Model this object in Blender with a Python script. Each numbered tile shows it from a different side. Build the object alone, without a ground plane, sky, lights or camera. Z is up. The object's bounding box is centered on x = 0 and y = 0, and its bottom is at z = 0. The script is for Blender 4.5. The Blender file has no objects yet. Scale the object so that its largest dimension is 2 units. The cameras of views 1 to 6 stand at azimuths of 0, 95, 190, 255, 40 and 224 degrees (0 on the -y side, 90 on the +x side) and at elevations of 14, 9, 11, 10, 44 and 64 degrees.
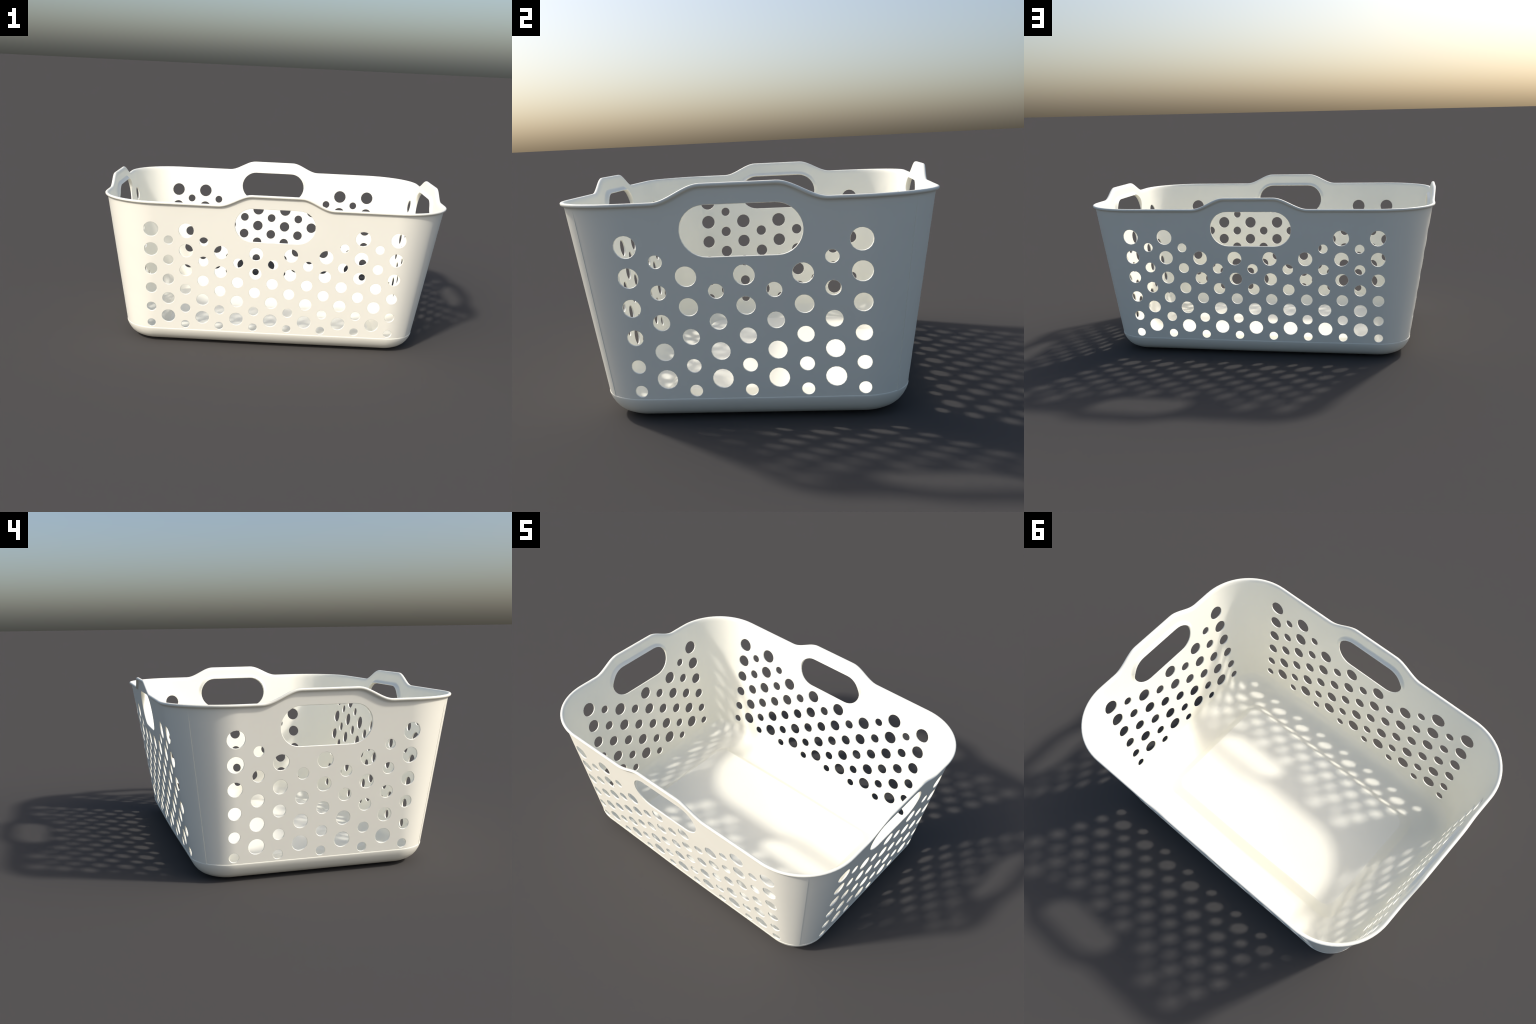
"""White moulded-plastic laundry basket: tapered tub with perforated walls,
four grip handles, a rolled rim and a rounded base pan."""
import bpy
import math
import random
import numpy as np
from mathutils import Vector
from mathutils.geometry import delaunay_2d_cdt

random.seed(7)

# ----------------------------------------------------------------- sizes (m)
SLOPE = 0.157                   # outward draft of the walls
FOOT_X, FOOT_Y = 0.8432, 0.5902  # half sizes of the outer wall extrapolated to z = 0
CORE_X, CORE_Y = 0.674, 0.421   # half lengths of the straight (flat) parts
FOOT_R = FOOT_X - CORE_X        # corner radius at z = 0 (grows with the draft)
THICK = 0.007
STEP_Z = 0.0955                 # seam between wall and base pan
RIM_Z, GRIP_Z = 0.8668, 0.9288    # top of the rim, top of the handles
BUMP_IN, BUMP_OUT = 0.135, 0.318
SLOT_L, SLOT_R, SLOT_Z = 0.127, 0.0957, 0.7537
RIM_DROP = 0.026                # depth of the rolled rim profile
ARC = 0.25                      # flattened radius used to unroll the corners
QUARTER = ARC * math.pi / 4
END_IN = 0.0003                 # walls sit this much further in at their ends
SEAM = 0.0015                   # proud mould seam on the corners

# rows of holes: (z, diameter); even columns shrink downwards, odd ones grow
EVEN = [(0.7052 - 0.1183 * i if i < 5 else 0.1287, 0.0848 - 0.0073 * i) for i in range(6)]
ODD = [(0.6457 - 0.1184 * i if i < 4 else 0.1777, 0.0502 + 0.0069 * i) for i in range(5)]


def smooth(t):
    t = min(1.0, max(0.0, t))
    return t * t * (3 - 2 * t)


def top_z(u):
    return RIM_Z + (GRIP_Z - RIM_Z) * smooth((BUMP_OUT - abs(u)) / (BUMP_OUT - BUMP_IN))


def top_up(u):
    """unit vector across the rim line in the unrolled (u, z) plane"""
    s = (top_z(u + 1e-4) - top_z(u - 1e-4)) / 2e-4
    k = math.hypot(1, s)
    return -s / k, 1 / k


class Panel:
    """One side of the tub, unrolled: u runs along the side to the middle of both corners."""

    def __init__(self, along, out, core, foot, columns, pitch, seam):
        self.a, self.o = Vector(along), Vector(out)
        self.core, self.foot, self.columns, self.pitch, self.seam = core, foot, columns, pitch, seam
        self.half = core + QUARTER

    def bow(self, u, z):
        """the long walls belly out by a few millimetres"""
        if not self.seam:
            return -END_IN
        belly = 0.0045 * (1 + math.cos(math.pi * min(1.0, abs(u) / 0.68))) / 2
        return belly * (1 - 0.6 * smooth((z - 0.6) / 0.3)) - END_IN

    def place(self, u, z):
        r, h = FOOT_R + SLOPE * z, self.foot + SLOPE * z + self.bow(u, z)
        if abs(u) <= self.core:
            s, o, d = u, h, self.o.copy()
        else:
            t = (abs(u) - self.core) / ARC
            k = math.copysign(1, u)
            s, o = k * (self.core + (r - END_IN) * math.sin(t)), h - r + r * math.cos(t)
            o += END_IN * (1 - math.cos(t))
            d = self.a * (k * math.sin(t)) + self.o * math.cos(t)
        n = (d - Vector((0, 0, SLOPE))).normalized()
        return self.a * s + self.o * o + Vector((0, 0, z)), n

    def unroll(self, s, z):
        """u of the point whose horizontal distance from the panel's middle is s"""
        if abs(s) <= self.core:
            return s
        r = FOOT_R + SLOPE * z
        return math.copysign(self.core + ARC * math.asin((abs(s) - self.core) / r), s)

    def ridge(self, u, z):
        if not self.seam:
            return 0.0
        return SEAM * smooth((abs(u) - self.half + 0.075) / 0.075) * smooth((0.84 - z) / 0.03)

    def outer(self, u, z):
        p, n = self.place(u, z)
        return p + n * self.ridge(u, z)

    def depth(self, u, z):
        """wall thickness: the handle slots have a lip curling inwards round their upper half"""
        d = math.hypot(max(0, abs(u) - SLOT_L), z - SLOT_Z) - SLOT_R
        return THICK + 0.0165 * (1 - smooth(d / 0.0205)) * smooth((z - 0.735) / 0.075)

    def inner(self, u, z):
        p, n = self.place(u, z)
        return p - n * self.depth(u, z)

    def normal(self, f, u, z):
        e = 1e-4
        n = (f(u + e, z) - f(u - e, z)).cross(f(u, z + e) - f(u, z - e))
        return n.normalized()


PANELS = [
    Panel((1, 0, 0), (0, -1, 0), CORE_X, FOOT_Y, 15, 0.0983, True),
    Panel((0, 1, 0), (1, 0, 0), CORE_Y, FOOT_X, 9, 0.1075, False),
    Panel((-1, 0, 0), (0, 1, 0), CORE_X, FOOT_Y, 15, 0.0983, True),
    Panel((0, -1, 0), (-1, 0, 0), CORE_Y, FOOT_X, 9, 0.1075, False),
]
CORNER_STEPS = 10


def side_samples(p):
    """shared u positions along the bottom and the rim of a panel"""
    us = [p.core + QUARTER * i / CORNER_STEPS for i in range(CORNER_STEPS + 1)]
    us += [BUMP_IN * i / 4 for i in range(4)]
    us += [BUMP_IN + (BUMP_OUT - BUMP_IN) * i / 14 for i in range(15)]
    k = BUMP_OUT + 0.05
    while k < p.core - 0.02:
        us.append(k)
        k += 0.05
    return sorted({round(s * u, 6) for u in us for s in (1, -1)})


# ------------------------------------------------------------------ material
def plastic(name):
    m = bpy.data.materials.new(name)
    m.use_nodes = True
    t = m.node_tree
    N, L = t.nodes, t.links
    b = N["Principled BSDF"]
    co = N.new("ShaderNodeTexCoord")
    # faint cloudiness of the pigment
    cloud = N.new("ShaderNodeTexNoise")
    cloud.inputs["Scale"].default_value = 6.0
    cloud.inputs["Detail"].default_value = 3.0
    L.new(co.outputs["Object"], cloud.inputs["Vector"])
    ramp = N.new("ShaderNodeValToRGB")
    ramp.color_ramp.elements[0].position, ramp.color_ramp.elements[1].position = 0.3, 0.7
    ramp.color_ramp.elements[0].color = (*DARK, 1)
    ramp.color_ramp.elements[1].color = (*LIGHT, 1)
    L.new(cloud.outputs["Fac"], ramp.inputs["Fac"])
    # tiny pale scuffs, stretched flecks
    warp = N.new("ShaderNodeMapping")
    warp.inputs["Scale"].default_value = (1.0, 1.0, 0.45)
    L.new(co.outputs["Object"], warp.inputs["Vector"])
    fleck = N.new("ShaderNodeTexNoise")
    fleck.inputs["Scale"].default_value = 70.0
    fleck.inputs["Detail"].default_value = 2.0
    L.new(warp.outputs["Vector"], fleck.inputs["Vector"])
    pick = N.new("ShaderNodeMapRange")
    pick.inputs["From Min"].default_value = 0.70
    pick.inputs["From Max"].default_value = 0.78
    pick.inputs["To Max"].default_value = 0.5
    L.new(fleck.outputs["Fac"], pick.inputs["Value"])
    mix = N.new("ShaderNodeMix")
    mix.data_type = "RGBA"
    L.new(pick.outputs["Result"], mix.inputs["Factor"])
    L.new(ramp.outputs["Color"], mix.inputs["A"])
    mix.inputs["B"].default_value = (*SCUFF, 1)
    L.new(mix.outputs["Result"], b.inputs["Base Color"])
    b.inputs["Roughness"].default_value = ROUGH
    b.inputs["IOR"].default_value = 1.46
    # slight moulding unevenness
    grain = N.new("ShaderNodeTexNoise")
    grain.inputs["Scale"].default_value = 140.0
    L.new(co.outputs["Object"], grain.inputs["Vector"])
    bump = N.new("ShaderNodeBump")
    bump.inputs["Strength"].default_value = 0.03
    bump.inputs["Distance"].default_value = 0.001
    L.new(grain.outputs["Fac"], bump.inputs["Height"])
    L.new(bump.outputs["Normal"], b.inputs["Normal"])
    return m


DARK, LIGHT, SCUFF, ROUGH = (0.946, 0.922, 0.802), (0.960, 0.936, 0.816), (0.97, 0.955, 0.88), 0.45
PLASTIC = plastic("white_plastic")


class Sheet:
    """collects vertices (with their shading normals) and faces for one mesh"""

    def __init__(self):
        self.v, self.n, self.f, self.key = [], [], [], {}

    def vert(self, p, n, key=None):
        if key is not None and key in self.key:
            return self.key[key]
        self.v.append(tuple(p))
        self.n.append(tuple(n) if n is not None else None)
        if key is not None:
            self.key[key] = len(self.v) - 1
        return len(self.v) - 1

    def build(self, name, parent=None, sharp=None):
        me = bpy.data.meshes.new(name)
        me.from_pydata(self.v, [], self.f)
        me.polygons.foreach_set("use_smooth", [True] * len(me.polygons))
        me.materials.append(PLASTIC)
        me.update()
        if sharp is not None:
            me.set_sharp_from_angle(angle=sharp)
        else:
            own = [tuple(x.vector) for x in me.vertex_normals]
            me.normals_split_custom_set_from_vertices([n if n is not None else o for n, o in zip(self.n, own)])
        ob = bpy.data.objects.new(name, me)
        bpy.context.scene.collection.objects.link(ob)
        ob.parent = parent
        return ob


def inside(pt, loop):
    x, y, hit = pt[0], pt[1], False
    j = len(loop) - 1
    for i in range(len(loop)):
        (ax, ay), (bx, by) = loop[i], loop[j]
        if (ay > y) != (by > y) and x < (bx - ax) * (y - ay) / (by - ay) + ax:
            hit = not hit
        j = i
    return hit


def hole_loop(p, s, z, r, grow, turn, count=18):
    loop = []
    for i in range(count):
        a = turn + 2 * math.pi * i / count
        zz = z + (r + grow) * math.sin(a)
        loop.append((p.unroll(s + (r + grow) * math.cos(a), zz), zz))
    return loop


def slot_loop(grow, steps=16):
    loop = []
    for side in (1, -1):
        for i in range(steps + 1):
            a = -math.pi / 2 + math.pi * i / steps
            loop.append((side * (SLOT_L + (SLOT_R + grow) * math.cos(a)), SLOT_Z + side * (SLOT_R + grow) * math.sin(a)))
        for k in (-2, -1, 0, 1, 2):
            loop.append((side * SLOT_L * -k / 3, SLOT_Z + side * (SLOT_R + grow)))
    return loop


def holes_of(p):
    mid = p.columns // 2
    clear = SLOT_L + SLOT_R
    for c in range(p.columns):
        s = (c - mid) * p.pitch
        for i, (z, d) in enumerate(EVEN if c % 2 == 0 else ODD):
            if i == 0 and abs(s) < clear + 0.09:      # row interrupted by the handle slot
                continue
            yield s, z, d / 2


BEVEL, SLOT_BEVEL = 0.0012, 0.0018


def build_panel(p, root):
    us = side_samples(p)
    top = []
    for u in us:
        mx, mz = top_up(u)
        top.append((u - RIM_DROP * mx, top_z(u) - RIM_DROP * mz))
    bottom = [(u, STEP_Z) for u in us]
    zs = [STEP_Z + (top[0][1] - STEP_Z) * i / 14 for i in range(15)]
    right = [(p.half, z) for z in zs[1:-1]]
    left = [(-p.half, z) for z in zs[1:-1]]
    outline = bottom + right + top[::-1] + left[::-1]

    loops, rims = [], []
    for s, z, r in holes_of(p):
        turn = random.random() * 0.35
        loops.append(hole_loop(p, s, z, r, BEVEL, turn))
        rims.append(hole_loop(p, s, z, r, 0.0, turn))
    slot, slot_in = slot_loop(SLOT_BEVEL), slot_loop(0.0)

    pts, edges = [], []

    def chain(loop, closed=True):
        b = len(pts)
        pts.extend(Vector(q) for q in loop)
        edges.extend((b + i, b + i + 1) for i in range(len(loop) - 1))
        if closed:
            edges.append((b + len(loop) - 1, b))

    chain(outline)
    for l in loops:
        chain(l)
    chain(slot)
    # region of the handle
    reach = BUMP_OUT
    tz = dict((round(u, 6), t) for u, t in zip(us, top))
    for k in (1, -1):
        t = tz[round(k * reach, 6)]
        chain([(k * (SLOT_L + SLOT_R + SLOT_BEVEL), SLOT_Z), (k * reach, SLOT_Z), t], False)
    # support points: corner curvature and the curled lip of the slot
    free = []
    for i in range(1, CORNER_STEPS):
        for z in zs[1:-1]:
            for k in (1, -1):
                free.append((k * (p.core + QUARTER * i / CORNER_STEPS), z))
    u = -p.core
    while u <= p.core + 1e-6:
        free += [(u, z) for z in zs[1:-1]]
        u += p.core / 8
    for g in (0.007, 0.0125, 0.018, 0.0235, 0.029):
        free += slot_loop(g)
    grown = [l for l in loops]
    big_slot = slot_loop(SLOT_BEVEL + 0.002)
    for q in free:
        if inside(q, big_slot) or any(inside(q, l) for l in grown):
            continue
        if min(math.hypot(q[0] - h[0], q[1] - h[1]) - h[2] for h in
               ((p.unroll(s, z), z, r) for s, z, r in holes_of(p))) < 0.006 and abs(q[0]) < p.core + 0.01:
            continue
        if q[1] > top_z(q[0]) - RIM_DROP - 0.004:
            continue
        pts.append(Vector(q))

    v2, e2, f2, *_ = delaunay_2d_cdt(pts, edges, [], 0, 1e-6)
    v2 = [(a.x, a.y) for a in v2]
    cut = loops + [slot]
    boxes = [(min(a for a, _ in l), max(a for a, _ in l), min(b for _, b in l), max(b for _, b in l)) for l in cut]
    wall, grip = Sheet(), Sheet()
    for tri in f2:
        c = (sum(v2[i][0] for i in tri) / 3, sum(v2[i][1] for i in tri) / 3)
        if not inside(c, outline):
            continue
        if any(b[0] < c[0] < b[1] and b[2] < c[1] < b[3] and inside(c, l) for b, l in zip(boxes, cut)):
            continue
        sh = grip if abs(c[0]) < reach and c[1] > SLOT_Z else wall
        a, b = [], []
        for i in tri:
            u, z = v2[i]
            a.append(sh.vert(p.outer(u, z), p.normal(p.outer, u, z), ("o", i)))
            b.append(sh.vert(p.inner(u, z), -p.normal(p.inner, u, z), ("i", i)))
        (x0, y0), (x1, y1), (x2, y2) = (v2[i] for i in tri)
        if (x1 - x0) * (y2 - y0) - (x2 - x0) * (y1 - y0) < 0:
            a, b = a[::-1], b[::-1]
        sh.f.append(a)
        sh.f.append(b[::-1])

    # reveals: the cut edges of holes and slot, with softened arrises
    def reveal(loop, rim, bevel):
        n = len(loop)
        for i in range(n):
            j = (i + 1) % n
            zc = (loop[i][1] + loop[j][1]) / 2
            sh = grip if loop is slot and zc > SLOT_Z else wall
            quad = []
            for k in (i, j):
                (ou, oz), (ru, rz) = loop[k], rim[k]
                d = p.depth(ou, oz)
                _, nn = p.place(ru, rz)
                po, ro = p.outer(ou, oz), p.outer(ru, rz)
                pi = p.inner(ou, oz)
                soft = bevel + 0.15 * (d - THICK)      # rounder on the curled lip
                ring = [po, ro - nn * bevel, ro - nn * (d - soft), pi]
                cen = (ro - po)
                cen = (cen - nn * cen.dot(nn)).normalized()
                norms = [(cen + nn).normalized(), (cen + nn * 0.25).normalized(),
                         (cen - nn * 0.25).normalized(), (cen - nn).normalized()]
                key = (id(loop), k)
                quad.append([sh.vert(q, m, (key, w)) for w, (q, m) in enumerate(zip(ring, norms))])
            for w in range(3):
                sh.f.append((quad[0][w], quad[1][w], quad[1][w + 1], quad[0][w + 1]))

    for l, r in zip(loops, rims):
        reveal(l, r, BEVEL)
    reveal(slot, slot_in, SLOT_BEVEL)
    # tiny face of the mould seam at both corners
    if p.seam:
        for k, col in ((1, [bottom[-1]] + right + [top[-1]]), (-1, [bottom[0]] + left + [top[0]])):
            ids = []
            for u, z in col:
                q, n = p.place(u, z)
                side = Vector((0, 0, 1)).cross(n).normalized() * k
                ids.append((wall.vert(p.outer(u, z), side), wall.vert(q, side)))
            for (a, b), (c, d) in zip(ids, ids[1:]):
                wall.f.append((a, b, d, c) if k > 0 else (a, c, d, b))
    w = wall.build("side_wall", root)
    grip.build("handle", w)


def tub_line():
    """(panel, u) all round the tub; every panel starts where the last one ended"""
    for p in PANELS:
        for u in side_samples(p)[:-1]:
            yield p, u


def build_rim(root):
    # rolled lip: (outward from the outer wall, up from the rim line)
    profile = [(0.0, -RIM_DROP), (0.0005, -0.0200), (0.0026, -0.0158), (0.0068, -0.0130), (0.0102, -0.0115),
               (0.0121, -0.0088), (0.0124, -0.0050), (0.0116, -0.0016), (0.0092, 0.0004), (0.0055, 0.0008),
               (0.0018, 0.0002), (-0.0018, -0.0018), (-0.0042, -0.0055), (-0.0056, -0.0110), (-THICK, -0.0175),
               (-THICK, -RIM_DROP)]
    sh, rings = Sheet(), []
    for p, u in tub_line():
        mx, mz = top_up(u)
        ring = []
        for k, (n_off, up) in enumerate(profile):
            uu, zz = u + up * mx, top_z(u) + up * mz
            q, n = p.place(uu, zz)
            fix = n if k == 0 else (-n if k == len(profile) - 1 else None)
            ring.append(sh.vert(q + n * n_off, fix))
        rings.append(ring)
    for a, b in zip(rings, rings[1:] + rings[:1]):
        for k in range(len(profile) - 1):
            sh.f.append((a[k], b[k], b[k + 1], a[k + 1]))
    sh.build("rim", root)


def build_base(root):
    # outer profile below the seam: (inset from the wall, z)
    # (the middle of the floor is pushed up into a flat-topped plateau)
    curve = [(-0.0010, 0.0950), (-0.0012, 0.0938), (0.0000, 0.088), (0.0062, 0.072), (0.0165, 0.054), (0.029, 0.038), (0.0465, 0.0235),
             (0.068, 0.0125), (0.091, 0.0050), (0.114, 0.0012), (0.135, 0.0), (0.188, 0.0), (0.201, 0.006), (0.235, 0.041), (0.247, 0.0470)]
    inside_curve = [(THICK, STEP_Z), (0.0075, 0.088), (0.0135, 0.074), (0.0240, 0.0575), (0.0365, 0.0425), (0.053, 0.0285), (0.073, 0.0180),
                    (0.094, 0.0110), (0.115, 0.0082), (0.135, 0.007), (0.184, 0.007), (0.196, 0.0125), (0.2320, 0.0485), (0.2430, 0.0537)]
    sh = Sheet()
    line = list(tub_line())

    def ring(inset, z, normal=None):
        """rounded rectangle inset from the wall foot; its corners never get tighter than `least`"""
        least = 0.068
        r0 = FOOT_R + SLOPE * STEP_Z
        pull = max(0.0, inset - (r0 - least))
        out = []
        for p, u in line:
            q, n = p.place(u, STEP_Z)
            d = Vector((n.x, n.y, 0)).normalized()
            q = q - d * (inset - pull)
            c = Vector((max(-CORE_X, min(CORE_X, q.x)), max(-CORE_Y, min(CORE_Y, q.y))))
            k = Vector((1 - pull / CORE_X, 1 - pull / CORE_Y))
            out.append(sh.vert((q.x - c.x + c.x * k.x, q.y - c.y + c.y * k.y, z), normal))
        return out

    def skin(rings, outside):
        for a, b in zip(rings, rings[1:]):
            m = len(a)
            for i in range(m):
                j = (i + 1) % m
                f = (a[i], b[i], b[j], a[j])
                sh.f.append(f if outside else f[::-1])

    # small ledge that carries the wall
    up = (0.0, 0.0, 1.0)
    skin([ring(0.004, STEP_Z + 0.0002, up), ring(curve[0][0] + 0.0004, STEP_Z - 0.0001, up)], True)
    o = [ring(*q) for q in [(curve[0][0] + 0.0004, STEP_Z - 0.0001)] + curve]
    skin(o, True)
    sh.f.append(ring(*curve[-1], (0, 0, -1))[::-1])
    # inside: starts exactly at the lower edge of the inner wall
    start = []
    for p, u in line:
        q, n = p.place(u, STEP_Z)
        start.append(sh.vert(q - n * THICK, -n))
    w = [start] + [ring(*q) for q in inside_curve[1:]]
    skin(w, False)
    sh.f.append(ring(*inside_curve[-1], up))
    sh.build("base", root)


root = bpy.data.objects.new("laundry_basket", None)
bpy.context.scene.collection.objects.link(root)
root["label"] = "white plastic laundry basket with round holes and handles"
root["category"] = "laundry basket"
for panel in PANELS:
    build_panel(panel, root)
build_rim(root)
build_base(root)
